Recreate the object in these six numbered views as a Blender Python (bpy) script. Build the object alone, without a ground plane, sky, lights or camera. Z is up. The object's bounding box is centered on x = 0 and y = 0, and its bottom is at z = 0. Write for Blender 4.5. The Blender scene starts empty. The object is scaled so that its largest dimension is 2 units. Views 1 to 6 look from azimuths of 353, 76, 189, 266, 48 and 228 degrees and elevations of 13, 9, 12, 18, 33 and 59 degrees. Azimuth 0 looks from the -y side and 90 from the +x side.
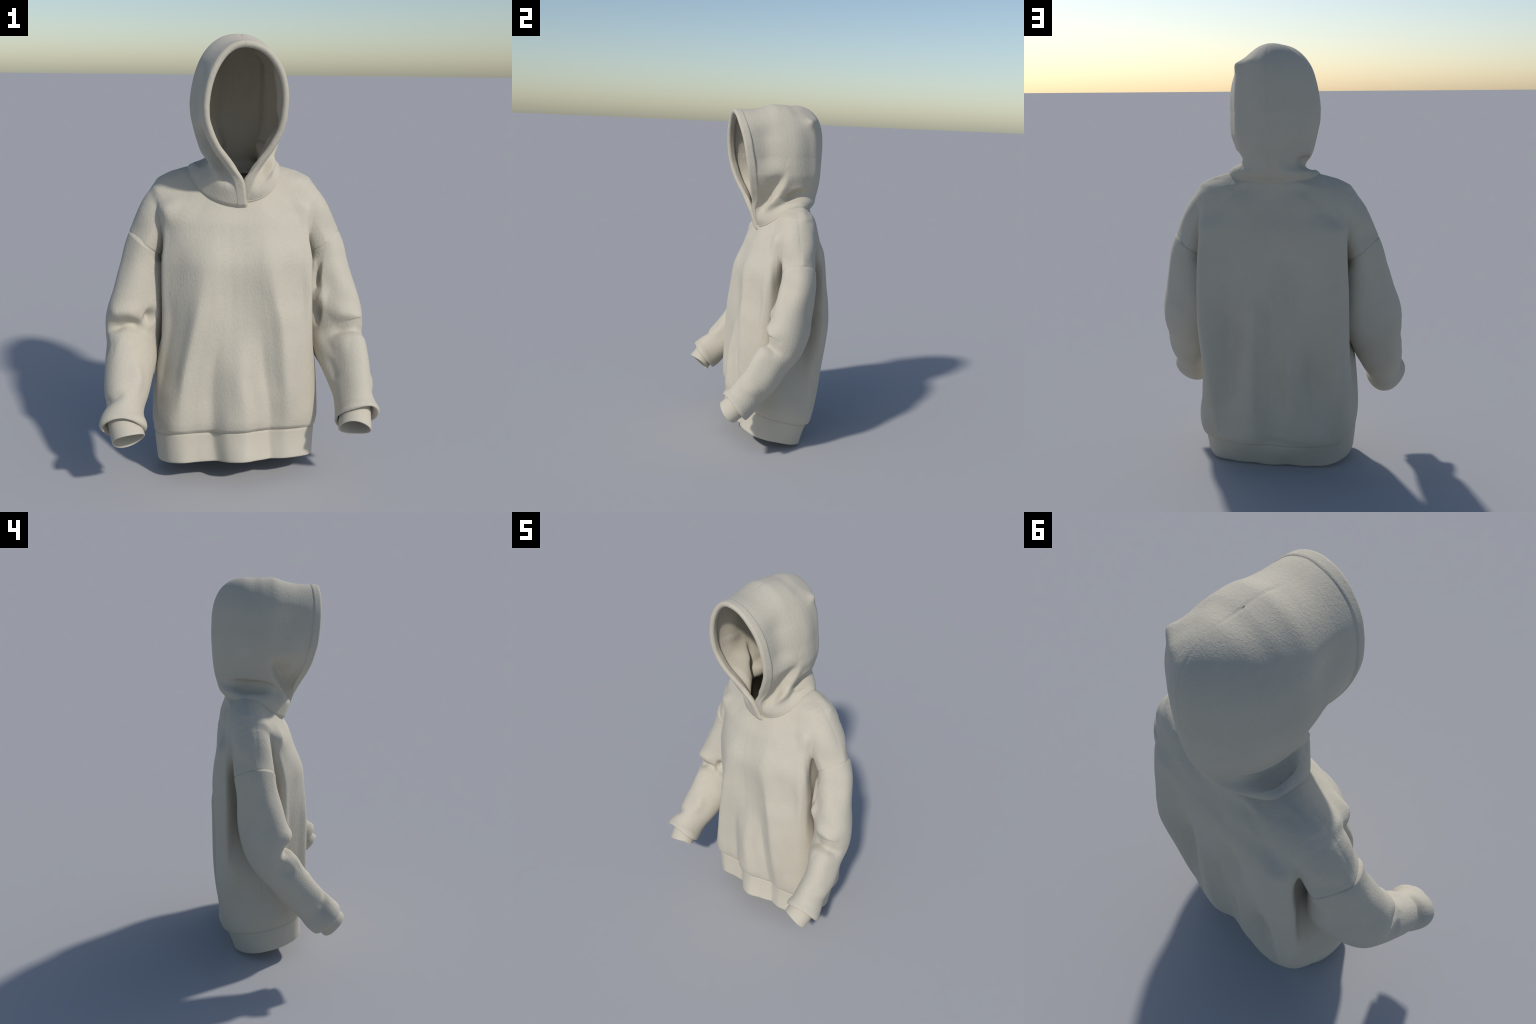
# Oversized hooded sweatshirt standing on its own: torso with drop shoulders, two sleeves
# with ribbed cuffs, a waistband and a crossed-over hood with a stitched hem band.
import bpy, math
import numpy as np

# ----------------------------------------------------------------------------- numeric helpers
def pchip(xs, ys, x):
    """Shape-preserving cubic through (xs, ys)."""
    xs = np.asarray(xs, float); ys = np.asarray(ys, float)
    if xs[0] > xs[-1]:
        xs, ys = xs[::-1], ys[::-1]
    h = np.diff(xs); d = np.diff(ys) / h
    m = np.zeros(len(xs))
    for i in range(1, len(xs) - 1):
        if d[i - 1] * d[i] > 0:
            w1, w2 = 2 * h[i] + h[i - 1], h[i] + 2 * h[i - 1]
            m[i] = (w1 + w2) / (w1 / d[i - 1] + w2 / d[i])
    m[0], m[-1] = d[0], d[-1]
    x = np.clip(x, xs[0], xs[-1])
    k = np.clip(np.searchsorted(xs, x) - 1, 0, len(h) - 1)
    t = (x - xs[k]) / h[k]
    return ((1 + 2 * t) * (1 - t) ** 2 * ys[k] + t * (1 - t) ** 2 * h[k] * m[k]
            + t * t * (3 - 2 * t) * ys[k + 1] + t * t * (t - 1) * h[k] * m[k + 1])

def smoothstep(a, b, x):
    t = np.clip((x - a) / (b - a), 0, 1)
    return t * t * (3 - 2 * t)

def smax(a, b, k):
    h = np.clip(0.5 + 0.5 * (a - b) / k, 0, 1)
    return b * (1 - h) + a * h + k * h * (1 - h)

def smin(a, b, k):
    return -smax(-a, -b, k)

def natural_spline(P, n_per=12):
    """Natural cubic spline through the points, by chord length; returns a function of chord length."""
    P = np.asarray(P, float)
    s = np.r_[0, np.cumsum(np.linalg.norm(np.diff(P[:, :3], axis=0), axis=1))]
    n = len(s); h = np.diff(s)
    A = np.eye(n); B = np.zeros((n, P.shape[1]))
    for i in range(1, n - 1):
        A[i, i - 1:i + 2] = [h[i - 1], 2 * (h[i - 1] + h[i]), h[i]]
        B[i] = 6 * ((P[i + 1] - P[i]) / h[i] - (P[i] - P[i - 1]) / h[i - 1])
    M = np.linalg.solve(A, B)
    def f(x):
        x = np.clip(np.asarray(x, float), 0, s[-1])
        k = np.clip(np.searchsorted(s, x) - 1, 0, n - 2)
        a = ((s[k + 1] - x) / h[k])[:, None]; b = ((x - s[k]) / h[k])[:, None]; hk = h[k][:, None]
        return a * P[k] + b * P[k + 1] + ((a ** 3 - a) * M[k] + (b ** 3 - b) * M[k + 1]) * hk ** 2 / 6
    return f, s

def smooth_line(pts, n=24):
    f, L = natural_spline(pts)
    return f(np.linspace(0, L[-1], n))

def snap(pts, cloud):
    """Lay a line onto a cloud of surface points."""
    pts = smooth_line(pts); c = cloud.reshape(-1, 3)
    q = np.array([c[np.argmin(((c - a) ** 2).sum(1))] for a in pts])
    q[1:-1] = 0.25 * q[:-2] + 0.5 * q[1:-1] + 0.25 * q[2:]
    return q

def folds(p, table, cloud=None):
    """Sum of soft ridges (+) and valleys (-): each is a polyline in space with height and half width."""
    out = np.zeros(p.shape[:-1])
    for pts, amp, wid in table:
        pts = np.asarray(pts, float) if cloud is None else snap(pts, cloud)
        lo, hi = pts.min(0) - 3 * wid, pts.max(0) + 3 * wid
        near = np.all((p > lo) & (p < hi), axis=-1)
        if not near.any():
            continue
        q = p[near]; best = np.full(len(q), 9.0); along = np.zeros(len(q))
        L = np.r_[0, np.cumsum(np.linalg.norm(np.diff(pts, axis=0), axis=1))]
        for i in range(len(pts) - 1):
            ab = pts[i + 1] - pts[i]; l2 = ab @ ab
            t = np.clip((q - pts[i]) @ ab / l2, 0, 1)
            d = np.linalg.norm(q - pts[i] - t[:, None] * ab, axis=1)
            m = d < best
            best[m] = d[m]; along[m] = (L[i] + t[m] * math.sqrt(l2)) / L[-1]
        fade = 0.12 + 0.88 * smoothstep(0, 0.35, along) * smoothstep(0, 0.35, 1 - along)
        out[near] += amp * fade * np.exp(-(best / wid) ** 2)
    return out

def drapes(yz, table):
    """Draped cloth seen from the side: a crease line with a broad hollow on one side and a rolled ridge on the other.
    Each: line (y, z), depth, hollow width, ridge height, ridge width, sign of the hollow's side."""
    out = np.zeros(yz.shape[:-1])
    for pts, deep, wf, high, wr, sgn in table:
        c = smooth_line(pts, 40)
        d = np.diff(c, axis=0); L = np.r_[0, np.cumsum(np.linalg.norm(d, axis=1))]
        best = np.full(out.shape, 9.0); sd = np.zeros(out.shape); al = np.zeros(out.shape)
        for i in range(len(d)):
            l = np.linalg.norm(d[i]); u = d[i] / l; r = yz - c[i]
            t = np.clip(r @ u, 0, l); e = r - t[..., None] * u
            dist = np.linalg.norm(e, axis=-1)
            m = dist < best
            best[m] = dist[m]; al[m] = ((L[i] + t) / L[-1])[m]
            sd[m] = np.where((-r[..., 0] * u[1] + r[..., 1] * u[0]) * sgn > 0, dist, -dist)[m]
        fade = (0.5 + 0.5 * smoothstep(0, 0.4, al)) * (0.04 + 0.96 * smoothstep(0, 0.38, 1 - al))
        hollow = np.where(sd > 0, np.exp(-(np.abs(sd) / wf) ** 1.7), np.exp(-(sd / 0.013) ** 2))
        ridge = np.exp(-((sd + 0.9 * wr) / wr) ** 2)
        out += fade * (high * ridge - deep * hollow) * np.exp(-np.maximum(best - 3 * wf, 0) / 0.02)
    return out

def lumps(p, scale, seed):
    """Cheap smooth noise: a sum of seeded sine waves."""
    r = np.random.default_rng(seed); v = 0
    for _ in range(7):
        k = r.normal(size=3); k *= scale * r.uniform(0.6, 1.6) / np.linalg.norm(k)
        v = v + np.sin(p @ k + r.uniform(0, 6.28))
    return v / 7

def grid_normals(G, closed_u=False):
    """Normals of a grid of points [v, u, 3]."""
    if closed_u:
        du = np.roll(G, -1, 1) - np.roll(G, 1, 1)
    else:
        du = np.gradient(G, axis=1)
    dv = np.gradient(G, axis=0)
    n = np.cross(du, dv)
    return n / np.maximum(np.linalg.norm(n, axis=-1, keepdims=True), 1e-9)

def make_mesh(name, V, F, mat, parent):
    me = bpy.data.meshes.new(name)
    me.from_pydata(V.reshape(-1, 3).tolist(), [], F)
    me.validate(); me.update()
    me.polygons.foreach_set("use_smooth", [True] * len(me.polygons))
    me.materials.append(mat)
    ob = bpy.data.objects.new(name, me)
    bpy.context.scene.collection.objects.link(ob)
    ob.parent = parent
    return ob

def grid_faces(nv, nu, closed_u=False, flip=False, base=0):
    i, j = np.meshgrid(np.arange(nv - 1), np.arange(nu if closed_u else nu - 1), indexing="ij")
    j2 = (j + 1) % nu
    q = np.stack([i * nu + j, i * nu + j2, (i + 1) * nu + j2, (i + 1) * nu + j], -1).reshape(-1, 4) + base
    return (q[:, ::-1] if flip else q).tolist()

# ----------------------------------------------------------------------------- materials
def fleece(name, col_a, col_b, bump, grain=150.0, rib=False):
    m = bpy.data.materials.new(name); m.use_nodes = True
    nt = m.node_tree; N = nt.nodes; L = nt.links
    bsdf = N["Principled BSDF"]
    bsdf.inputs["Roughness"].default_value = 0.92
    bsdf.inputs["Specular IOR Level"].default_value = 0.18
    bsdf.inputs["Sheen Weight"].default_value = 0.08
    bsdf.inputs["Sheen Roughness"].default_value = 0.5
    tc = N.new("ShaderNodeTexCoord")
    big = N.new("ShaderNodeTexNoise"); big.inputs["Scale"].default_value = 5.0; big.inputs["Detail"].default_value = 4
    fine = N.new("ShaderNodeTexNoise"); fine.inputs["Scale"].default_value = 90; fine.inputs["Detail"].default_value = 3
    mixf = N.new("ShaderNodeMath"); mixf.operation = "MULTIPLY_ADD"; mixf.inputs[1].default_value = 0.35
    ramp = N.new("ShaderNodeValToRGB")
    ramp.color_ramp.elements[0].position = 0.5; ramp.color_ramp.elements[0].color = (*col_a, 1)
    ramp.color_ramp.elements[1].position = 0.85; ramp.color_ramp.elements[1].color = (*col_b, 1)
    L.new(tc.outputs["Object"], big.inputs["Vector"]); L.new(tc.outputs["Object"], fine.inputs["Vector"])
    L.new(fine.outputs["Fac"], mixf.inputs[0]); L.new(big.outputs["Fac"], mixf.inputs[2])
    L.new(mixf.outputs[0], ramp.inputs["Fac"]); L.new(ramp.outputs["Color"], bsdf.inputs["Base Color"])
    # brushed jersey: short wandering crinkles
    mp = N.new("ShaderNodeMapping"); mp.inputs["Scale"].default_value = (1.2, 1.2, 0.70)
    L.new(tc.outputs["Object"], mp.inputs["Vector"])
    n1 = N.new("ShaderNodeTexNoise"); n1.inputs["Scale"].default_value = grain; n1.inputs["Detail"].default_value = 2.5
    n1.inputs["Distortion"].default_value = 0.6
    n2 = N.new("ShaderNodeTexNoise"); n2.inputs["Scale"].default_value = grain * 0.35; n2.inputs["Detail"].default_value = 2
    L.new(mp.outputs["Vector"], n1.inputs["Vector"]); L.new(mp.outputs["Vector"], n2.inputs["Vector"])
    mul = N.new("ShaderNodeMath"); mul.operation = "MULTIPLY"
    L.new(n1.outputs["Fac"], mul.inputs[0]); L.new(n2.outputs["Fac"], mul.inputs[1])
    bp = N.new("ShaderNodeBump"); bp.inputs["Strength"].default_value = bump; bp.inputs["Distance"].default_value = 0.004
    L.new(mul.outputs[0], bp.inputs["Height"]); L.new(bp.outputs["Normal"], bsdf.inputs["Normal"])
    return m

A = (0.500, 0.461, 0.380); B = (0.532, 0.491, 0.406)
mat_fleece = fleece("fleece_cotton", A, B, 0.60, grain=245.0)
mat_rib = fleece("smooth_rib_knit", A, B, 0.10)

root = bpy.data.objects.new("hooded_sweatshirt", None)
bpy.context.scene.collection.objects.link(root)
root["label"] = "plain off-white oversized hoodie with raised hood and bent sleeves"
root["category"] = "hoodie"

# ----------------------------------------------------------------------------- torso
# Horizontal sections by level w: outline points (x, y) counter-clockwise from the front middle.
# Front: three drapes spreading from the chest; back: flat with side flanges; hollows behind the arms.
CENTRE = [(0.0, .04), (.25, .07), (.75, .09), (1.2, .10), (1.3, .12), (1.35, .14), (1.39, .16), (1.44, .175)]
SECTIONS = {
    0.040: [(.02, -.212), (.09, -.175), (.15, -.140), (.215, -.150), (.285, -.128), (.345, -.085), (.367, -.02), (.360, .05), (.353, .112), (.310, .184),
            (.22, .208), (.085, .218), (-.045, .218), (-.175, .214), (-.262, .198), (-.325, .150), (-.358, .095), (-.370, .03), (-.364, -.04),
            (-.318, -.122), (-.255, -.158), (-.19, -.140), (-.12, -.135), (-.08, -.16), (-.04, -.195)],
    0.185: [(.02, -.184), (.06, -.167), (.11, -.130), (.16, -.127), (.21, -.135), (.29, -.113), (.345, -.075), (.376, -.01), (.379, .07), (.371, .145), (.330, .211),
            (.2, .262), (.1, .272), (.01, .264), (-.087, .270), (-.167, .268), (-.258, .240), (-.340, .180), (-.374, .10), (-.382, .03), (-.370, -.05),
            (-.315, -.132), (-.235, -.148), (-.135, -.125), (-.09, -.145), (-.05, -.176)],
    0.250: [(.02, -.203), (.07, -.182), (.125, -.146), (.17, -.143), (.22, -.152), (.30, -.124), (.355, -.075), (.385, -.01), (.388, .07), (.386, .15), (.356, .230), (.29, .268),
            (.21, .290), (.1, .302), (.01, .275), (-.1, .290), (-.2, .292), (-.27, .278), (-.34, .233), (-.378, .15), (-.388, .05), (-.376, -.05),
            (-.330, -.128), (-.255, -.166), (-.15, -.145), (-.10, -.157), (-.05, -.190)],
    0.500: [(.00, -.190), (.05, -.170), (.105, -.143), (.15, -.150), (.195, -.162), (.24, -.153), (.30, -.105), (.345, -.060), (.373, .0), (.352, .08), (.326, .14), (.326, .19), (.345, .236), (.330, .282),
            (.30, .308), (.24, .280), (.19, .274), (.14, .314), (.095, .328), (.05, .302), (0, .282), (-.04, .284), (-.085, .302), (-.13, .286), (-.18, .256), (-.24, .276), (-.305, .312), (-.348, .295), (-.366, .24),
            (-.360, .17), (-.360, .10), (-.370, .01), (-.352, -.035), (-.312, -.082), (-.275, -.128), (-.243, -.167), (-.18, -.158), (-.11, -.150), (-.05, -.178)],
    0.750: [(.04, -.143), (.10, -.145), (.135, -.156), (.170, -.163), (.21, -.150), (.26, -.105), (.30, -.078), (.332, -.070), (.347, -.04), (.336, .01), (.315, .06), (.302, .12), (.265, .195),
            (.326, .246), (.355, .280), (.338, .323), (.30, .325), (.25, .286), (.20, .264), (.14, .302), (.085, .334), (.04, .314), (.0, .292), (-.04, .293), (-.08, .288), (-.13, .294), (-.19, .300), (-.25, .310),
            (-.30, .316), (-.340, .290), (-.362, .256), (-.330, .230), (-.300, .18), (-.292, .11), (-.305, .05), (-.328, .0), (-.339, -.030), (-.325, -.054), (-.285, -.088),
            (-.235, -.132), (-.195, -.168), (-.15, -.164), (-.09, -.152), (-.02, -.143)],
    0.880: [(.03, -.128), (.10, -.138), (.15, -.153), (.20, -.143), (.25, -.112), (.30, -.082), (.335, -.062), (.345, -.035), (.334, .01), (.312, .06), (.298, .12), (.296, .19),
            (.332, .242), (.355, .280), (.338, .316), (.295, .320), (.24, .298), (.20, .282), (.14, .298), (.09, .316), (.04, .310), (.0, .302), (-.04, .286), (-.08, .274), (-.13, .294), (-.19, .308), (-.25, .320),
            (-.30, .316), (-.340, .287), (-.360, .256), (-.330, .232), (-.300, .18), (-.290, .11), (-.302, .05), (-.326, .0), (-.338, -.04), (-.318, -.060), (-.27, -.082),
            (-.21, -.128), (-.165, -.160), (-.12, -.157), (-.07, -.143), (-.02, -.130)],
    1.000: [(.02, -.138), (.10, -.145), (.15, -.148), (.20, -.132), (.27, -.095), (.325, -.060), (.343, -.035), (.330, .005), (.305, .05), (.295, .12), (.268, .195),
            (.326, .244), (.353, .275), (.338, .298), (.29, .304), (.2, .292), (.13, .300), (.07, .308), (0, .302), (-.06, .288), (-.09, .286), (-.14, .302), (-.20, .312), (-.25, .322),
            (-.30, .312), (-.338, .283), (-.355, .258), (-.328, .24), (-.300, .19), (-.290, .12), (-.300, .05), (-.325, .005), (-.337, -.035), (-.315, -.055), (-.26, -.085),
            (-.19, -.135), (-.13, -.154), (-.05, -.144)],
    1.166: [(0, -.094), (.12, -.090), (.2, -.070), (.28, -.038), (.325, -.008), (.336, .020), (.327, .05), (.322, .12), (.332, .19), (.346, .235), (.343, .262), (.31, .284),
            (.2, .296), (.1, .299), (0, .302), (-.1, .301), (-.2, .304), (-.31, .298), (-.343, .262), (-.345, .235), (-.33, .19), (-.32, .12), (-.325, .05), (-.334, .020), (-.323, -.008),
            (-.28, -.038), (-.2, -.070), (-.12, -.090)],
    1.250: [(0, -.050), (.15, -.040), (.25, -.010), (.315, -.008), (.345, .028), (.340, .09), (.342, .13), (.346, .19), (.335, .235), (.25, .264), (.12, .288), (0, .281),
            (-.12, .288), (-.25, .264), (-.335, .235), (-.345, .19), (-.330, .13), (-.330, .09), (-.347, .028), (-.325, -.015), (-.25, -.028), (-.15, -.040)],
    1.300: [(0, -.022), (.12, -.015), (.22, .012), (.295, .055), (.340, .10), (.352, .135), (.342, .185), (.30, .230), (.2, .266), (.1, .280), (0, .270), (-.1, .280),
            (-.2, .266), (-.30, .230), (-.342, .185), (-.352, .135), (-.352, .074), (-.300, .032), (-.22, .005), (-.12, -.015)],
    1.350: [(0, .025), (.15, .032), (.25, .062), (.325, .110), (.350, .145), (.325, .185), (.25, .230), (.13, .254), (0, .262),
            (-.13, .254), (-.25, .230), (-.325, .185), (-.350, .145), (-.325, .110), (-.25, .082), (-.15, .034)],
    1.390: [(0, .078), (.15, .092), (.24, .125), (.292, .157), (.24, .19), (.15, .228), (0, .256), (-.15, .228), (-.24, .19), (-.292, .157), (-.24, .125), (-.15, .092)],
    1.412: [(0, .11), (.12, .12), (.2, .15), (.215, .166), (.18, .190), (.1, .220), (0, .238), (-.1, .220), (-.18, .190), (-.215, .166), (-.2, .15), (-.12, .12)],
    1.440: [(0, .15), (.1, .175), (0, .2), (-.1, .175)]}
SECTIONS[0.208] = [(x * 0.985, y * (0.988 if y < 0.1 else 0.955)) for x, y in SECTIONS[0.250]]   # the body bellies out just above the band
SEAM_W, HEM_W = 0.185, 0.048
N_ANG, N_LEV, W_LO, W_HI = 720, 400, 0.0, 1.44

def section_table():
    """Radius from the section centre, by level and angle."""
    ang = np.linspace(-np.pi, np.pi, N_ANG, endpoint=False)
    lev = sorted(SECTIONS); rows = []
    for w in lev:
        P = np.array(SECTIONS[w], float); cy = float(pchip(*zip(*CENTRE), np.array(w)))
        t = np.arctan2(P[:, 1] - cy, P[:, 0]); r = np.hypot(P[:, 0], P[:, 1] - cy)
        o = np.argsort(t); t, r = t[o], r[o]
        m = 4
        t = np.r_[t[-m:] - 2 * np.pi, t, t[:m] + 2 * np.pi]; r = np.r_[r[-m:], r, r[:m]]
        # fine Catmull-like rounding of the pchip
        v = pchip(t, r, ang)
        k = np.exp(-np.linspace(-2, 2, 13) ** 2); k /= k.sum()
        rows.append(np.convolve(np.r_[v[-6:], v, v[:6]], k, "valid"))
    rows = np.array(rows); ws = np.linspace(W_LO, W_HI, N_LEV); lev = np.array(lev)
    out = np.empty((N_LEV, N_ANG))
    for j in range(N_ANG):
        out[:, j] = pchip(lev, rows[:, j], ws)
    return out
# The front drapes drift sideways with height, so their ridges and valleys are followed point by point:
# right flange, right drape, valley, middle drape, valley, left drape, left flange.
FRONT = {
    0.040: [(.367, -.02), (.345, -.085), (.285, -.128), (.25, -.142), (.215, -.150), (.18, -.146), (.15, -.140), (.09, -.175), (.02, -.212), (-.04, -.195), (-.10, -.140), (-.19, -.142), (-.255, -.158), (-.29, -.145), (-.325, -.115), (-.364, -.04)],
    0.185: [(.376, -.01), (.345, -.075), (.29, -.113), (.25, -.127), (.21, -.135), (.18, -.130), (.14, -.126), (.085, -.150), (.02, -.184), (-.05, -.176), (-.115, -.128), (-.19, -.135), (-.255, -.150), (-.295, -.142), (-.325, -.118), (-.370, -.05)],
    0.250: [(.385, -.01), (.355, -.075), (.30, -.126), (.26, -.145), (.215, -.155), (.18, -.148), (.14, -.145), (.085, -.174), (.02, -.205), (-.05, -.193), (-.115, -.152), (-.20, -.157), (-.275, -.167), (-.31, -.150), (-.34, -.115), (-.376, -.05)],
    0.375: [(.382, .0), (.352, -.065), (.31, -.110), (.26, -.148), (.215, -.168), (.17, -.158), (.125, -.152), (.07, -.172), (.012, -.202), (-.05, -.185), (-.115, -.150), (-.20, -.158), (-.268, -.170), (-.303, -.138), (-.335, -.092), (-.373, -.02)],
    0.500: [(.375, .0), (.345, -.060), (.30, -.105), (.245, -.155), (.205, -.174), (.155, -.156), (.108, -.147), (.055, -.168), (.0, -.190), (-.05, -.178), (-.11, -.152), (-.19, -.160), (-.252, -.170), (-.285, -.120), (-.318, -.070), (-.355, .0)],
    0.750: [(.347, -.04), (.332, -.070), (.295, -.085), (.24, -.134), (.190, -.169), (.14, -.156), (.09, -.145), (.05, -.142), (.015, -.142), (-.02, -.143), (-.07, -.150), (-.14, -.163), (-.205, -.169), (-.24, -.127), (-.285, -.079), (-.339, -.030)],
    0.880: [(.345, -.035), (.335, -.060), (.29, -.072), (.225, -.114), (.160, -.154), (.12, -.147), (.08, -.138), (.045, -.134), (.01, -.133), (-.025, -.134), (-.065, -.142), (-.12, -.157), (-.178, -.160), (-.215, -.136), (-.27, -.094), (-.338, -.035)],
    1.000: [(.343, -.035), (.325, -.055), (.27, -.082), (.20, -.119), (.145, -.145), (.11, -.147), (.08, -.143), (.05, -.140), (.01, -.138), (-.03, -.140), (-.07, -.147), (-.11, -.154), (-.155, -.150), (-.20, -.130), (-.26, -.090), (-.337, -.035)],
    1.166: [(.336, .020), (.325, -.008), (.28, -.038), (.2, -.072), (.15, -.084), (.12, -.089), (.09, -.091), (.05, -.093), (.01, -.094), (-.03, -.094), (-.07, -.093), (-.11, -.091), (-.15, -.084), (-.20, -.072), (-.27, -.042), (-.334, .020)]}

FRONT[0.208] = [(0.25 * a[0] + 0.75 * b[0], 0.25 * a[1] + 0.75 * b[1]) for a, b in zip(FRONT[0.185], FRONT[0.250])]

def with_front(R):
    ws = np.linspace(W_LO, W_HI, N_LEV); ang = np.linspace(-np.pi, np.pi, N_ANG, endpoint=False)
    lev = sorted(FRONT); K = np.array([FRONT[w] for w in lev])
    k = np.exp(-np.linspace(-2, 2, 13) ** 2); k /= k.sum()
    for i, w in enumerate(ws):
        if w > 1.25: break
        P = np.array([[float(pchip(lev, K[:, j, c], np.array(min(w, 1.166)))) for c in (0, 1)] for j in range(K.shape[1])])
        cy = float(pchip(*zip(*CENTRE), np.array(w)))
        t = np.arctan2(P[:, 1] - cy, P[:, 0]); r = np.hypot(P[:, 0], P[:, 1] - cy)
        o = np.argsort(t); t, r = t[o], r[o]
        v = np.convolve(np.r_[[0] * 6, pchip(t, r, ang), [0] * 6], k, "valid")
        m = smoothstep(t[0] + .02, t[0] + .16, ang) * (1 - smoothstep(t[-1] - .16, t[-1] - .02, ang)) * (1 - smoothstep(1.10, 1.25, w))
        R[i] = R[i] * (1 - m) + v * m
    return R
def settle(R, taps=21):
    k = np.exp(-np.linspace(-2, 2, taps) ** 2); k /= k.sum(); h = taps // 2
    sm = np.apply_along_axis(lambda c: np.convolve(np.r_[[c[0]] * h, c, [c[-1]] * h], k, "valid"), 0, R)
    ws = np.linspace(W_LO, W_HI, N_LEV)
    m = (smoothstep(0.28, 0.36, ws) * (1 - smoothstep(1.33, 1.37, ws)))[:, None]
    return R * (1 - m) + sm * m
RADII = settle(with_front(section_table()))

def section_centre(w):
    return pchip(*zip(*CENTRE), w)

def section_radius(ang, w):
    a = (ang + np.pi) / (2 * np.pi) * N_ANG
    i = np.floor(a).astype(int); fa = a - i
    b = np.clip((w - W_LO) / (W_HI - W_LO) * (N_LEV - 1), 0, N_LEV - 1.001)
    j = np.floor(b).astype(int); fb = b - j
    i0, i1 = i % N_ANG, (i + 1) % N_ANG
    return ((RADII[j, i0] * (1 - fa) + RADII[j, i1] * fa) * (1 - fb)
            + (RADII[j + 1, i0] * (1 - fa) + RADII[j + 1, i1] * fa) * fb)

def tilt(w):
    """Lower edge of the garment hangs lower at the back."""
    return 0.31 * (1 - smoothstep(0.15, 0.75, w))

def level(p):
    w = p[..., 2] + 0.31 * (1 - smoothstep(0.15, 0.75, p[..., 2])) * (p[..., 1] - 0.05)
    return w

TORSO_FOLDS = [
    ([(.330, .062, .80), (.372, .058, .60), (.384, .055, .20)], -0.003, 0.005),
    ([(-.325, .075, .80), (-.362, .075, .60), (-.386, .057, .20)], -0.003, 0.005),
    ([(.25, .130, 1.400), (.36, .112, 1.35), (.43, .106, 1.24), (.478, .105, 1.115)], -0.0012, 0.008),
    ([(-.25, .140, 1.400), (-.36, .125, 1.35), (-.43, .115, 1.24), (-.470, .112, 1.115)], -0.0012, 0.008),
]

TUBE = {  # shoulder cap of the torso: centre, radius across, radius front-back
    +1: [(.210, .140, 1.322, .070, .085), (.300, .123, 1.265, .094, .100), (.364, .116, 1.176, .093, .098), (.412, .113, 1.078, .089, .094), (.455, .103, .990, .089, .092)],
    -1: [(-.210, .150, 1.322, .070, .080), (-.298, .142, 1.265, .094, .092), (-.358, .134, 1.176, .093, .097), (-.404, .124, 1.078, .089, .101), (-.448, .113, .990, .089, .100)]}
SEAM_PLANE = {+1: ((.415, .100, 1.070), (.55, -.05, -.83)), -1: ((-.408, .122, 1.070), (-.60, -.05, -.80))}

def section_q(p):
    w = level(p)
    y = p[..., 1] - section_centre(w)
    q = np.hypot(p[..., 0], y) / section_radius(np.arctan2(y, p[..., 0]), w)
    return q + np.maximum(w - W_HI, 0) * 8

def section_distance(p):
    e = 1e-3; q = section_q(p)
    g = np.stack([section_q(p + np.eye(3)[k] * e) - q for k in range(3)], -1) / e
    return (q - 1) / np.maximum(np.linalg.norm(g, axis=-1), 2.0)

def tube_distance(p, side):
    f, s = natural_spline(TUBE[side])
    S = f(np.linspace(0, s[-1], 16))
    far = np.full(p.shape[:-1], 1.0)
    near = np.linalg.norm(p - np.array([.36 * side, .1, 1.17]), axis=-1) < 0.32
    q = p[near]
    best = np.full(len(q), 9.0); C = np.zeros((len(q), 5)); T = np.zeros((len(q), 3)); over = np.zeros(len(q))
    tan = np.gradient(S[:, :3], axis=0); tan /= np.linalg.norm(tan, axis=1, keepdims=True)
    for i in range(len(S) - 1):
        ab = S[i + 1, :3] - S[i, :3]
        t = (q - S[i, :3]) @ ab / (ab @ ab)
        tc = np.clip(t, 0, 1)
        d = np.linalg.norm(q - S[i, :3] - tc[:, None] * ab, axis=1)
        m = d < best
        best[m] = d[m]
        C[m] = S[i] + tc[m, None] * (S[i + 1] - S[i])
        T[m] = tan[i] + tc[m, None] * (tan[i + 1] - tan[i])
    T /= np.linalg.norm(T, axis=1, keepdims=True)
    d = q - C[:, :3]
    d = d - T * np.sum(d * T, 1, keepdims=True) * 0.0
    ey = np.array([0, 1.0, 0]) - T * T[:, 1:2]; ey /= np.linalg.norm(ey, axis=1, keepdims=True)
    ex = np.cross(ey, T)
    u = np.sum(d * ex, 1) / C[:, 3]; v = np.sum(d * ey, 1) / C[:, 4]; a = np.sum(d * T, 1) / C[:, 3]
    flat = np.where((v > 0) & (side < 0), 1.22, 1.45)                      # flattened outer fold, fuller towards the shoulder
    flat = flat + (2.15 - flat) * smoothstep(1.13, 1.24, q[:, 2])
    n = np.where(u * side < 0, flat, 2.2)
    r = ((u * u + a * a) ** (n / 2) + np.abs(v) ** n) ** (1 / n)
    far[near] = (r - 1) * C[:, 3]
    c, nrm = SEAM_PLANE[side]
    nrm = np.array(nrm) / np.linalg.norm(nrm)
    return smax(far, (p - np.array(c)) @ nrm, 0.013)

def torso_field(p):
    d = section_distance(p)
    d = smax(d, SEAM_W - level(p), 0.014)
    for side in (1, -1):
        d = smin(d, tube_distance(p, side), (0.016 if side > 0 else 0.011) + 0.035 * smoothstep(1.23, 1.33, p[..., 2]))
    return d - folds(p, SEAM_LINES) if SEAM_LINES else d

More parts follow.
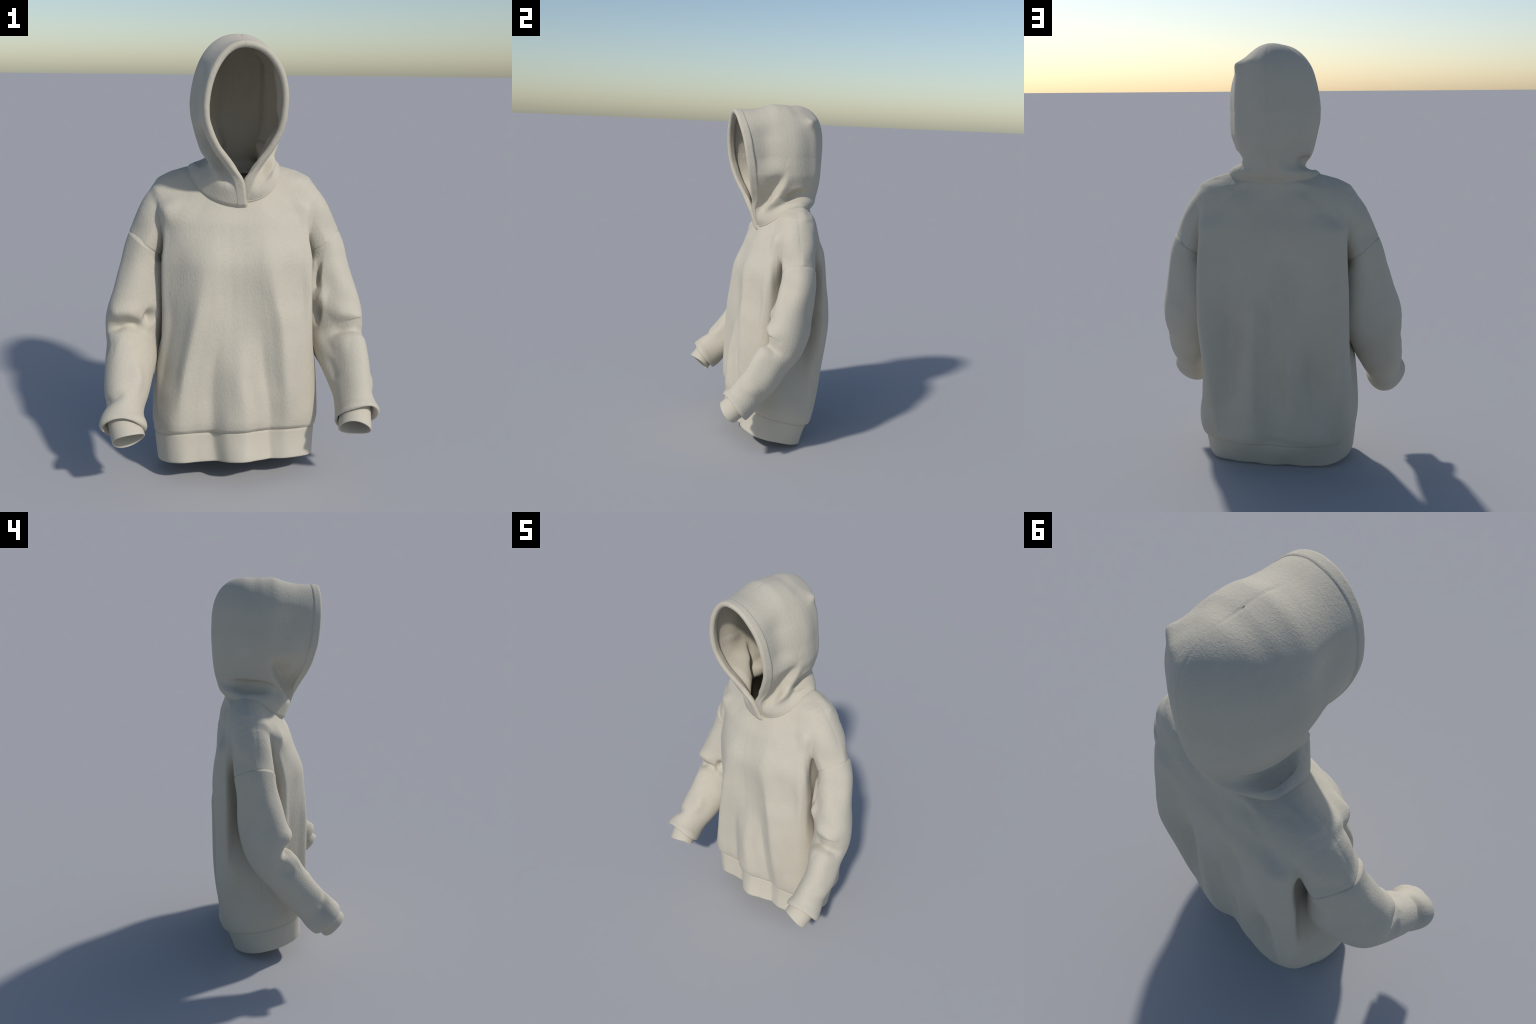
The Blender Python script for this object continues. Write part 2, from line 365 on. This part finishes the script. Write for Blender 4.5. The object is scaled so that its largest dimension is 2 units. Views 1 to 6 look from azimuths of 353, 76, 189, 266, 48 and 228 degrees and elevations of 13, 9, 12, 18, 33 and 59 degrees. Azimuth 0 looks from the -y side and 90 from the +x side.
def surface_nets(field, lo, hi, h):
    """Quad mesh of the zero level of a field on a regular grid."""
    ax = [np.arange(lo[k], hi[k] + h, h) for k in range(3)]
    G = np.stack(np.meshgrid(*ax, indexing="ij"), -1)
    f = field(G)
    nx, ny, nz = f.shape
    ins = f < 0
    acc = np.zeros((nx - 1, ny - 1, nz - 1, 3)); cnt = np.zeros((nx - 1, ny - 1, nz - 1))
    corners = [(i, j, k) for i in (0, 1) for j in (0, 1) for k in (0, 1)]
    sl = lambda c: tuple(slice(c[d], f.shape[d] - 1 + c[d]) for d in range(3))
    for a in corners:
        for d in range(3):
            if a[d]: continue
            b = list(a); b[d] = 1; b = tuple(b)
            fa, fb = f[sl(a)], f[sl(b)]
            m = (fa < 0) != (fb < 0)
            t = fa / np.where(m, fa - fb, 1)
            pt = np.zeros(fa.shape + (3,)); pt[..., :] = a; pt[..., d] += t
            acc += pt * m[..., None]; cnt += m
    act = cnt > 0
    idx = -np.ones(cnt.shape, int); idx[act] = np.arange(act.sum())
    cell = np.argwhere(act)
    V = (cell + acc[act] / cnt[act][:, None]) * h + np.array(lo)
    Q = []
    for d in range(3):
        a0 = [slice(None)] * 3; a1 = [slice(None)] * 3
        a0[d] = slice(0, -1); a1[d] = slice(1, None)
        s0, s1 = ins[tuple(a0)], ins[tuple(a1)]
        e1, e2 = (d + 1) % 3, (d + 2) % 3
        E = np.argwhere(s0 != s1)
        E = E[(E[:, e1] > 0) & (E[:, e2] > 0) & (E[:, e1] < f.shape[e1] - 1) & (E[:, e2] < f.shape[e2] - 1)]
        o1 = np.eye(3, dtype=int)[e1]; o2 = np.eye(3, dtype=int)[e2]
        c = [idx[tuple((E - o).T)] for o in (o1 + o2, o2, 0 * o1, o1)]
        q = np.stack(c, -1)
        flip = ~s0[tuple(E.T)]
        q[flip] = q[flip][:, ::-1]
        Q.append(q)
    return V, np.concatenate(Q)

def project(V, field, steps=2):
    e = 1e-3
    for _ in range(steps):
        v = field(V)
        g = np.stack([field(V + np.eye(3)[k] * e) - v for k in range(3)], -1) / e
        g2 = np.maximum((g * g).sum(-1, keepdims=True), 0.2)
        step = -v[:, None] * g / g2
        L = np.linalg.norm(step, axis=1, keepdims=True)
        V = V + step * np.minimum(1, 0.004 / np.maximum(L, 1e-9))
    return V

def subdivide(V, Q):
    """One linear split of every quad into four."""
    E = np.sort(np.stack([Q, np.roll(Q, -1, 1)], -1).reshape(-1, 2), 1)
    U, inv = np.unique(E, axis=0, return_inverse=True)
    inv = inv.reshape(-1, 4)
    mid = V[U].mean(1); cen = V[Q].mean(1)
    nV = len(V); nE = len(U)
    c = nV + nE + np.arange(len(Q))
    m = nV + inv
    F = [np.stack([Q[:, k], m[:, k], c, m[:, k - 1]], -1) for k in range(4)]
    return np.concatenate([V, mid, cen]), np.concatenate(F)

def inside_outline(P, ring):
    """Even-odd test in plan."""
    x, y = P[:, 0], P[:, 1]; odd = np.zeros(len(P), bool)
    for a, b in zip(ring, np.roll(ring, -1, 0)):
        c = (a[1] > y) != (b[1] > y)
        odd ^= c & (x < (b[0] - a[0]) * (y - a[1]) / (b[1] - a[1] + 1e-12) + a[0])
    return odd

SEAM_LINES = []
def build_torso():
    lines = []
    for pts, amp, wid in TORSO_FOLDS:
        q = project(smooth_line(pts, 40), torso_field, 8)
        lines.append((q, amp, wid))
    SEAM_LINES.extend(lines)
    V, Q = surface_nets(torso_field, (-.56, -.27, .03), (.58, .40, 1.46), 0.009)
    V = project(V, torso_field, 1)
    V, Q = subdivide(V, Q)
    V = project(V, torso_field, 2)
    C = V[Q].mean(1)
    t = np.linspace(0, 2, 60)
    ring = np.concatenate([hood_curve(1, 0.08, 0.0, t), hood_curve(-1, 0.08, 0.0, t)[::-1]])[:, :2]
    mid = ring.mean(0); ring = mid + (ring - mid) * (1 - 0.010 / np.linalg.norm(ring - mid, axis=1, keepdims=True))
    inside_neck = inside_outline(C, ring) & (C[:, 2] > 1.2)
    bottom = (level(C) < SEAM_W + 0.004)
    capend = np.zeros(len(C), bool)
    for side in (1, -1):
        c, n = SEAM_PLANE[side]; n = np.array(n) / np.linalg.norm(n)
        d = C - np.array(c)
        capend |= (np.abs(d @ n) < 0.008) & (np.linalg.norm(d, axis=1) < 0.045)
    keep = ~(inside_neck | (bottom & (section_q(C) < 0.93)) | capend)
    Q = Q[keep]
    used = np.unique(Q); re = -np.ones(len(V), int); re[used] = np.arange(len(used))
    ob = make_mesh("torso", V[used], re[Q].tolist(), mat_fleece, root)
    so = ob.modifiers.new("cloth_thickness", "SOLIDIFY"); so.thickness = 0.006; so.offset = -1
    return ob

# ----------------------------------------------------------------------------- waistband
def torso_ring(w, th, inset=0.0):
    """Closed outline of the garment at level w, as points."""
    wv = np.full(len(th), w); cy = section_centre(wv)
    r = section_radius((th + np.pi) % (2 * np.pi) - np.pi, wv) - inset
    x, y = r * np.cos(th), cy + r * np.sin(th)
    return np.stack([x, y, w - (0.31 - 0.03 * float(smoothstep(0, 1, (.16 - w) / .11))) * (y - 0.05)], -1)

def build_waistband():
    th = np.linspace(0, 2 * np.pi, 480, endpoint=False)
    # profile down the outside, round the hem, up the inside: (level, inset)
    prof = [(SEAM_W + 0.012, 0.016), (SEAM_W + 0.004, 0.007), (SEAM_W - 0.002, 0.003)]
    prof += [(w, 0.0) for w in np.linspace(SEAM_W - 0.010, HEM_W + 0.008, 22)]
    prof += [(HEM_W + 0.003, 0.001), (HEM_W, 0.004), (HEM_W + 0.001, 0.008), (HEM_W + 0.005, 0.010)]
    prof += [(w, 0.010) for w in np.linspace(HEM_W + 0.02, SEAM_W - 0.01, 8)]
    G = np.stack([torso_ring(w, th, i + 0.004) for w, i in prof])
    G = G + grid_normals(G, True) * (lumps(G, 22, 3) * 0.003)[..., None]
    make_mesh("waistband", G, grid_faces(len(prof), len(th), True, flip=True), mat_rib, root)
build_waistband()

# ----------------------------------------------------------------------------- sleeves and cuffs
SLEEVE = {  # centre, radius across, radius front-back
    +1: [(.388, .117, 1.130, .083, .094), (.414, .113, 1.073, .090, .096), (.428, .109, 1.000, .102, .104),
         (.438, .094, .920, .114, .115), (.448, .075, .830, .126, .124), (.458, .060, .745, .134, .123),
         (.473, .032, .665, .129, .120), (.494, -.042, .588, .114, .122), (.512, -.114, .485, .098, .109),
         (.514, -.173, .423, .084, .102), (.517, -.208, .378, .091, .100), (.519, -.236, .354, .101, .102)],
    -1: [(-.381, .127, 1.130, .083, .101), (-.406, .122, 1.073, .090, .103), (-.417, .112, 1.000, .102, .104),
         (-.427, .098, .920, .113, .114), (-.441, .083, .830, .125, .122), (-.456, .068, .755, .134, .121),
         (-.471, .048, .680, .130, .117), (-.481, -.008, .595, .119, .109), (-.492, -.075, .515, .107, .104),
         (-.503, -.148, .435, .091, .098), (-.508, -.197, .387, .083, .098), (-.512, -.224, .361, .095, .101),
         (-.513, -.243, .345, .101, .101)]}
SLEEVE_SWELL = {  # where along the arm, how far it spreads, direction round the arm (0 outside, 90 front), amount
    +1: [(.14, .16, 42, -.17), (.14, .16, -45, -.05), (.25, .18, 140, .26), (.25, .2, -140, .18), (.66, .22, 30, -.13), (.66, .20, 135, -.12), (.38, .06, -80, .07)],
    -1: [(.14, .18, 45, -.10), (.10, .22, -45, -.22), (.25, .18, 140, .26), (.62, .15, -45, .12), (.38, .10, -140, .10), (.64, .24, 40, -.12), (.66, .2, 110, .03)]}
SLEEVE_FOLDS = {  # slack of the upper arm hanging over the elbow crease, gathers at the armpit, twist along the forearm
    +1: [([(.40, -.06, .655), (.423, -.08, .685), (.473, -.09, .712), (.523, -.08, .698), (.560, -.05, .672), (.595, .00, .650)], -0.030, 0.026),
         ([(.41, -.06, .740), (.475, -.07, .768), (.54, -.06, .748), (.585, -.03, .710)], 0.024, 0.036),
         ([(.42, -.07, .615), (.470, -.10, .640), (.52, -.11, .610)], 0.008, 0.040),
         ([(.32, -.01, .92), (.375, -.04, .925)], -0.045, 0.055),
         ([(.32, -.01, .752), (.375, -.05, .746)], -0.045, 0.042),
         ([(.350, -.04, .840), (.41, -.06, .840)], 0.014, 0.042),
         ([(.405, -.07, .590), (.425, -.12, .520), (.44, -.17, .46)], -0.012, 0.032),
         ([(.595, -.14, .500), (.59, -.20, .430)], 0.010, 0.045)],
    -1: [([(-.600, .00, .700), (-.563, -.04, .730), (-.495, -.07, .746), (-.437, -.07, .732), (-.375, -.05, .695)], -0.044, 0.024),
         ([(-.585, -.02, .765), (-.56, -.04, .785), (-.49, -.06, .796), (-.42, -.05, .785)], 0.018, 0.034),
         ([(-.56, -.07, .660), (-.50, -.10, .670), (-.43, -.09, .650)], 0.010, 0.042),
         ([(-.415, -.05, .785), (-.335, -.03, .730)], -0.042, 0.028),
         ([(-.595, .02, .680), (-.585, -.02, .645), (-.56, -.07, .605)], -0.014, 0.030),
         ([(-.480, -.11, .590), (-.458, -.15, .520), (-.48, -.20, .460)], 0.012, 0.028),
         ([(-.595, -.17, .425), (-.55, -.21, .440), (-.50, -.21, .470)], -0.015, 0.020)]}
CUFF = {  # axis start, axis end, end direction, radii at start and end
    +1: ((.520, -.200, .385), (.501, -.284, .304), (-.19, -.72, -.66), .070, .071),
    -1: ((-.522, -.200, .395), (-.491, -.286, .296), (.20, -.66, -.70), .069, .073)}

def frames(C):
    T = np.gradient(C, axis=0); T /= np.linalg.norm(T, axis=1, keepdims=True)
    ex = np.array([1.0, 0, 0]) - T * T[:, :1]; ex /= np.linalg.norm(ex, axis=1, keepdims=True)
    return T, ex, np.cross(T, ex)

def build_sleeve(side):
    f, s = natural_spline(SLEEVE[side])
    s0, s1 = s[1], s[-1]
    n = 230
    S = f(np.linspace(s0, s1, n))
    C = S[:, :3]; T, ex, en = frames(C)
    c, nrm = SEAM_PLANE[side]; nrm = np.array(nrm) / np.linalg.norm(nrm)
    k = (1 - smoothstep(s0, s0 + 0.10, np.linspace(s0, s1, n)))[:, None]     # match the armhole plane at the top
    Tm = T * (1 - k) + nrm * k; Tm /= np.linalg.norm(Tm, axis=1, keepdims=True)
    ex = np.array([1.0, 0, 0]) - Tm * Tm[:, :1]; ex /= np.linalg.norm(ex, axis=1, keepdims=True)
    en = np.cross(Tm, ex)
    th = np.linspace(0, 2 * np.pi, 260, endpoint=False)
    arc = np.linspace(0, 1, n)
    lean = side * pchip([0, .12, .3, .6, .8, 1], [.05, .2, .38, .38, .25, .1], arc)   # the flattened tube leans outwards to the front
    def ring(i, scale, shift):
        cs = np.cos(th); sn = lean[i] * cs + math.sqrt(1 - lean[i] ** 2) * np.sin(th)
        ang = np.arctan2(sn, cs * side); full = 1.0
        for at, reach, way, amt in SLEEVE_SWELL[side]:
            w = math.radians(way)
            full = full + amt * math.exp(-((arc[i] - at) / reach) ** 2) * np.exp(-(np.angle(np.exp(1j * (ang - w))) / 0.5) ** 2)
        cs, sn = cs * full, sn * full
        return C[i] + Tm[i] * shift + ex[i] * (S[i, 3] * scale * cs)[:, None] + en[i] * (S[i, 4] * scale * sn)[:, None]
    rows = [ring(0, 0.86, -0.016), ring(0, 0.93, -0.004), ring(0, 0.975, 0.0015)]
    rows += [ring(i, 1.0, 0.004) for i in range(0, n)]
    rows = rows[:3] + rows[4:]
    rim = [(1.0, .008), (.985, .015), (.95, .020), (.90, .020), (.85, .015), (.80, .006), (.76, -.008), (.73, -.03), (.71, -.05)]
    rows += [ring(n - 1, a, b) for a, b in rim]
    G = np.stack(rows)
    N = grid_normals(G, True)
    if np.mean(np.sum(N[40] * (G[40] - C[38]), -1)) < 0: N = -N
    d = folds(G, SLEEVE_FOLDS[side], G[4:-8]) + 0.0035 * lumps(G, 30, 11 + side)
    # a shallow puckered rim
    row = np.arange(len(rows))
    pk = smoothstep(n - 25, n, row)[:, None]
    d = d + pk * 0.004 * np.sin(th * 3 + 1.0 + side)[None, :]
    for _ in range(5):                                                     # let the folds settle
        d = (np.roll(d, 1, 1) + 2 * d + np.roll(d, -1, 1)) / 4
        d[1:-1] = (d[:-2] + 2 * d[1:-1] + d[2:]) / 4
    d[:3] *= 0.3
    core = G.mean(1, keepdims=True)
    out = G - core; out /= np.linalg.norm(out, axis=-1, keepdims=True)
    k = smoothstep(n - 30, n - 6, row)[:, None, None]                      # swing from radial to normal at the rim
    N = out * (1 - k) + N * k
    G = G + N * d[..., None]
    return make_mesh("sleeve", G, grid_faces(len(rows), len(th), True), mat_fleece, root)

def build_cuff(side):
    a, b, axis, r0, r1 = CUFF[side]
    a, b = np.array(a), np.array(b); axis = np.array(axis) / np.linalg.norm(axis)
    ex = np.array([1.0, 0, 0]) - axis * axis[0]; ex /= np.linalg.norm(ex); en = np.cross(axis, ex)
    th = np.linspace(0, 2 * np.pi, 160, endpoint=False)
    wob = 1 + 0.035 * np.sin(2 * th + 0.6 * side) + 0.025 * np.sin(3 * th + 1.7)
    rows = []
    def ring(t, r, lift=0.0):
        c = a + (b - a) * t + axis * lift
        wave = axis * (0.004 * np.sin(2 * th + 1.2 * side) * t)[:, None]
        return c + (ex * np.cos(th)[:, None] + en * np.sin(th)[:, None]) * (r * (1 + (wob - 1) * t))[:, None] + wave
    for t in np.linspace(0, 1, 20):
        rows.append(ring(t, r0 + (r1 - r0) * t ** 2))
    for dr, lift in ((-.001, .002), (-.003, .003), (-.005, .002), (-.006, -.002)):
        rows.append(ring(1, r1 + dr, lift))
    for t in np.linspace(0.85, 0, 8):
        rows.append(ring(t, r0 + (r1 - r0) * t ** 2 - .006))
    G = np.stack(rows)
    return make_mesh("cuff", G, grid_faces(len(rows), len(th), True), mat_rib, root)

for side in (1, -1):
    build_sleeve(side)
    build_cuff(side)

# ----------------------------------------------------------------------------- hood
# Levels from the neck seam (first) up to the start of the dome; above it the dome closes as a superellipsoid.
# key, rim z, side z, back z, rim y, rim x, widest x, widest y, back y
HOOD = {
    +1: np.array([
        (0.00, 1.262, 1.396, 1.372, -.020, -.020, .207, .145, .252),
        (0.08, 1.272, 1.408, 1.385, -.026, -.005, .211, .145, .257),
        (0.25, 1.372, 1.440, 1.420, -.072, .020, .197, .130, .290),
        (0.42, 1.455, 1.478, 1.466, -.098, .090, .164, .115, .308),
        (0.58, 1.525, 1.530, 1.520, -.112, .140, .184, .110, .320),
        (0.75, 1.600, 1.605, 1.600, -.130, .177, .208, .115, .330),
        (0.88, 1.652, 1.654, 1.652, -.155, .188, .210, .112, .334),
        (1.00, 1.700, 1.700, 1.700, -.155, .190, .209, .110, .337)]),
    -1: np.array([
        (0.00, 1.256, 1.396, 1.372, -.042, -.049, .209, .145, .252),
        (0.08, 1.264, 1.408, 1.385, -.046, -.043, .212, .145, .257),
        (0.25, 1.375, 1.440, 1.420, -.090, -.022, .197, .130, .290),
        (0.42, 1.455, 1.478, 1.466, -.128, .040, .152, .110, .308),
        (0.58, 1.525, 1.530, 1.520, -.163, .098, .164, .090, .320),
        (0.75, 1.600, 1.605, 1.600, -.188, .134, .190, .070, .330),
        (0.88, 1.652, 1.654, 1.652, -.200, .150, .203, .060, .334),
        (1.00, 1.700, 1.700, 1.700, -.209, .154, .209, .050, .337)])}
RIM_Y = {+1: ((1.276, 1.372, 1.455, 1.525, 1.60, 1.70, 1.80, 1.88, 1.93, 1.957), (-.026, -.072, -.105, -.127, -.146, -.167, -.186, -.204, -.214, -.218)),
         -1: ((1.268, 1.375, 1.455, 1.525, 1.60, 1.70, 1.80, 1.88, 1.93, 1.957), (-.052, -.090, -.128, -.161, -.186, -.207, -.218, -.221, -.219, -.217))}
DOME_Z = 1.700
TOP = np.array([(-.23, 1.955), (-.178, 1.960), (-.10, 1.966), (-.036, 1.979), (.03, 1.997), (.08, 1.997), (.12, 1.994), (.18, 1.999), (.22, 1.999), (.35, 1.99)])
CROWN_X = 0.012
BAND, BAND_T = 0.048, 0.028
HOOD_DRAPES = {
    +1: [  # cheek: from the throat up and back; below it the crease over the collar
        ([(-.080, 1.335), (-.055, 1.375), (-.02, 1.435), (.022, 1.508), (.050, 1.570), (.066, 1.630)], .038, .060, .015, .032, 1),
        ([(-.025, 1.375), (.037, 1.425), (.081, 1.462), (.125, 1.487), (.181, 1.500), (.250, 1.492)], .038, .032, .004, .020, -1)],
    -1: [
        ([(-.075, 1.39), (-.064, 1.42), (-.02, 1.494), (.018, 1.562), (.042, 1.625)], .050, .085, .010, .030, 1),
        ([(-.015, 1.428), (.041, 1.465), (.109, 1.478), (.186, 1.482), (.275, 1.482)], .044, .040, .004, .022, -1),
        ([(.00, 1.400), (.04, 1.418), (.09, 1.426)], .008, .016, .003, .012, 1)]}
HOOD_TIP = (.135, .205, 1.890)                       # right rear corner, pulled out to a point
HOOD_FOLDS = [
    # right rear corner, standing out in a point; flat plane above it
    ([(.135, .255, 1.45), (.140, .250, 1.65), (.145, .240, 1.80), (.150, .215, 1.90), (.150, .18, 1.99)], 0.012, 0.038),
    ([(.05, .29, 1.93), (.10, .26, 1.915), (.150, .215, 1.895), (.19, .17, 1.88)], 0.008, 0.024),
    ([(.07, .26, 1.97), (.11, .20, 1.965), (.14, .10, 1.94)], -0.006, 0.035),
    ([(.17, -.06, 1.93), (.195, -.05, 1.82), (.205, -.04, 1.72), (.20, -.02, 1.58)], -0.028, 0.075),
    ([(-.18, -.06, 1.90), (-.195, -.05, 1.77), (-.19, -.04, 1.58)], -0.024, 0.070),
    ([(-.05, .32, 1.46), (-.10, .28, 1.52), (-.15, .24, 1.57)], -0.014, 0.045),
    # centre seam, up the back and over the crown
    ([(0.0, .29, 1.42), (0.0, .335, 1.55), (0.0, .345, 1.65), (.005, .335, 1.82), (.01, .30, 1.93), (.012, .22, 2.0)], -0.0035, 0.006),
    ([(.012, .22, 2.0), (.012, .12, 1.997), (.012, 0, 1.99), (.012, -.17, 1.963)], -0.0025, 0.006),
]

def hood_levels(nv_low, nv_dome):
    k = np.linspace(0, 1, nv_low)
    psi = np.linspace(0, math.pi / 2, nv_dome + 1)[1:]
    return k, psi

SEATED = {}
def hood_curve(side, k, psi, tau, seat=True):
    """One side of the hood along a level, rim (tau=0) -> widest (1) -> back seam (2)."""
    H = HOOD[side]
    zr, zs, zb, yr, xr, X, yw, yb = (float(pchip(H[:, 0], H[:, j], np.array(k))) for j in range(1, 9))
    S = math.sin(psi)
    e = 2.0 + (0.15 if side > 0 else 0.35) * S
    Cx = max(1 - S ** e, 0) ** (1 / e)
    Cr = max(1 - S ** 2.05, 0) ** (1 / 2.05)
    Cy = max(1 - S ** 3.2, 0) ** (1 / 3.2)
    zr = zr if psi <= 0 else DOME_Z + (1.957 - DOME_Z) * S
    if k > 0.1:
        yr = float(pchip(*RIM_Y[side], np.array(zr)))
    y_end = 0.08 + (yb - 0.08) * Cy                  # both halves meet on one seam
    yw = yw + (0.08 - yw) * S ** 4 if psi > 0 else yw
    x = np.empty_like(tau); y = np.empty_like(tau); z = np.empty_like(tau)
    f = tau <= 1
    t = 1 - tau[f]                                   # 0 at the widest place, 1 at the rim
    rnd = float(1 - smoothstep(0.08, 0.45, k))       # round collar at the neck, straight cheeks above
    x[f] = X * Cx + (xr * Cr - X * Cx) * ((1 - rnd) * t ** 2.0 + rnd * (1 - np.maximum(1 - t ** 2.5, 0) ** 0.4))
    y[f] = yw + (yr - yw) * t
    z[f] = zs + (zr - zs) * t ** 1.6
    a = (tau[~f] - 1) * math.pi / 2
    n = (1.65 if side > 0 else 1.9) + (0.7 if side > 0 else 0.2) * (1 - k)
    x[~f] = X * Cx * np.cos(a) ** (2 / n)
    y[~f] = yw + (y_end - yw) * np.sin(a) ** (2 / n)
    z[~f] = zs + (zb - zs) * np.sin(a) ** 2
    if psi > 0:
        zt = pchip(TOP[:, 0], TOP[:, 1], y)
        z = DOME_Z + (zt - DOME_Z) * S
    c = CROWN_X * smoothstep(1.55, 1.95, z)
    P = np.stack([side * x + c, y, z], -1)
    if seat and k < 0.5:                             # sit the neck seam on the torso
        if side not in SEATED:
            r = hood_curve(side, 0.08, 0.0, TAU, seat=False)
            q = project(r, torso_field, 6)
            e = 1e-3; v = torso_field(q)
            g = np.stack([torso_field(q + np.eye(3)[i] * e) - v for i in range(3)], -1)
            g /= np.linalg.norm(g, axis=1, keepdims=True)
            lift = 0.003 + (0.007 * (1 - smoothstep(0.0, 0.35, TAU)) if side < 0 else 0 * TAU)
            SEATED[side] = (q - r, g, lift)
        d, g, lift = SEATED[side]
        w = float(1 - smoothstep(0.08, 0.5, k))
        move = d * w + g * (lift * w)[:, None] - g * (0.014 * (1 - smoothstep(0.0, 0.08, k)))
        P = P + np.stack([np.interp(tau, TAU, move[:, i]) for i in range(3)], -1)
    return P

def resample(P, d):
    s = np.r_[0, np.cumsum(np.linalg.norm(np.diff(P, axis=0), axis=1))]
    return np.stack([np.interp(d, s, P[:, k]) for k in range(3)], -1), s[-1]

TAU = np.concatenate([1 - np.sin(np.linspace(1, 0, 140, endpoint=False) * np.pi / 2), 1 + np.linspace(0, 1, 240) ** 1.0])
LOW, PSI = hood_levels(130, 130)
LEVELS = [(k, 0.0) for k in LOW] + [(1.0, p) for p in PSI]

def hood_panel(side):
    """Grids: (hem strip outer surface by distance from the rim, panel from the strip to the seam)."""
    nu = 230
    strip_d = np.linspace(0, BAND + 0.012, 22)
    strip, panel = [], []
    for k, psi in LEVELS:
        P = hood_curve(side, k, psi, TAU)
        a, total = resample(P, strip_d)
        b, _ = resample(P, BAND - 0.010 + (total - BAND + 0.010) * np.linspace(0, 1, nu))
        strip.append(a); panel.append(b)
    return np.stack(strip), np.stack(panel)

def build_hood():
    verts, faces, base, strips, linings = [], [], 0, {}, []
    for side in (1, -1):
        strip, G = hood_panel(side)
        strips[side] = strip
        N = grid_normals(G) * (1 if side > 0 else -1)
        c = np.array([0, .08, 1.65])
        if np.mean(np.sum(N * (G - c), -1)) < 0: N = -N
        N[:, -1, 0] = 0; N[-1, :, 0] = 0
        N /= np.maximum(np.linalg.norm(N, axis=-1, keepdims=True), 1e-9)
        rimfade = smoothstep(0.0, 0.06, np.linspace(0, 1, G.shape[1]))[None, :]
        tip = np.linalg.norm(G - np.array(HOOD_TIP), axis=-1)
        soft = drapes(G[..., 1:], HOOD_DRAPES[side]) * rimfade
        for _ in range(14):
            soft[:, 1:-1] = (soft[:, :-2] + 2 * soft[:, 1:-1] + soft[:, 2:]) / 4
            soft[1:-1] = (soft[:-2] + 2 * soft[1:-1] + soft[2:]) / 4
        d = folds(G, HOOD_FOLDS) + 0.019 * np.exp(-(np.sqrt(tip ** 2 + 0.006 ** 2) - 0.006) / 0.026) + soft + 0.003 * lumps(G, 26, 5)
        G = G + N * d[..., None]
        # lining: hangs clear of the shell towards the back, with soft upright folds
        depth = np.linspace(0, 1, G.shape[1])[None, :]; up = np.linspace(0, 1, G.shape[0])[:, None]
        gap = 0.014 + 0.024 * smoothstep(0.15, 0.6, depth) * smoothstep(0.0, 0.3, up) * (1 - 0.6 * smoothstep(.7, 1, up))
        gap = gap + 0.010 * smoothstep(0.2, 0.5, depth) * np.sin(depth * 11 + 1.3 * side) * (1 - smoothstep(.6, .9, up)) * (1 - smoothstep(.75, 1.0, depth))
        linings.append(G - N * gap[..., None])
        verts.append(G.reshape(-1, 3))
        faces += grid_faces(G.shape[0], G.shape[1], flip=(side > 0), base=base)
        base += G.shape[0] * G.shape[1]
    ob = make_mesh("hood", np.concatenate(verts), faces, mat_fleece, root)
    import bmesh
    bm = bmesh.new(); bm.from_mesh(ob.data)
    bmesh.ops.remove_doubles(bm, verts=bm.verts, dist=0.0006)
    bmesh.ops.recalc_face_normals(bm, faces=bm.faces)
    bm.to_mesh(ob.data); bm.free()
    ob.data.polygons.foreach_set("use_smooth", [True] * len(ob.data.polygons))
    so = ob.modifiers.new("cloth_thickness", "SOLIDIFY"); so.thickness = 0.006; so.offset = -1
    V = np.concatenate([g.reshape(-1, 3) for g in linings])
    lin = make_mesh("hood_lining", V, faces, mat_fleece, ob)
    bm = bmesh.new(); bm.from_mesh(lin.data)
    bmesh.ops.remove_doubles(bm, verts=bm.verts, dist=0.0006)
    bmesh.ops.recalc_face_normals(bm, faces=bm.faces)
    bm.to_mesh(lin.data); bm.free()
    lin.data.polygons.foreach_set("use_smooth", [True] * len(lin.data.polygons))

    # hem band: folded double along the face opening, right neck end -> top -> left neck end
    path = np.concatenate([strips[1], strips[-1][::-1][1:]])          # [n, distance, 3]
    keep = np.r_[0, np.cumsum(np.linalg.norm(np.diff(path[:, 0], axis=0), axis=1))]
    n = 420
    R = np.stack([np.stack([np.interp(np.linspace(0, keep[-1], n), keep, path[:, j, k]) for k in range(3)], -1)
                  for j in range(path.shape[1])], 1)
    N = grid_normals(R)
    if np.mean(N[n // 2, :, 2]) < 0: N = -N
    ds = np.linspace(0, BAND + 0.012, 22)
    def at(dist):
        out = np.stack([[np.interp(dist, ds, R[i, :, k]) for k in range(3)] for i in range(n)])
        nn = np.stack([[np.interp(dist, ds, N[i, :, k]) for k in range(3)] for i in range(n)])
        return out, nn / np.linalg.norm(nn, axis=1, keepdims=True)
    h = BAND_T / 2
    prof = [(BAND + .001, -.006), (BAND, -.001), (BAND - .003, .0025), (BAND - .009, .004), (.036, .004), (.026, .004), (.018, .004)]
    for a in np.linspace(0, math.pi, 13):
        prof.append((h - h * math.sin(a), .004 - h + h * math.cos(a)))
    prof += [(.020, .004 - BAND_T), (.030, .004 - BAND_T), (.040, .003 - BAND_T), (BAND - .002, -.012), (BAND, -.006)]
    rows = []
    for dist, off in prof:
        p, nn = at(dist)
        rows.append(p + nn * off)
    B = np.stack(rows)
    B = B + 0.0012 * lumps(B, 60, 8)[..., None]
    band = make_mesh("hood_hem", B, grid_faces(B.shape[0], B.shape[1]), mat_fleece, ob)
    bm = bmesh.new(); bm.from_mesh(band.data)
    bmesh.ops.recalc_face_normals(bm, faces=bm.faces)
    bm.to_mesh(band.data); bm.free()
    band.data.polygons.foreach_set("use_smooth", [True] * len(band.data.polygons))
build_torso()
build_hood()
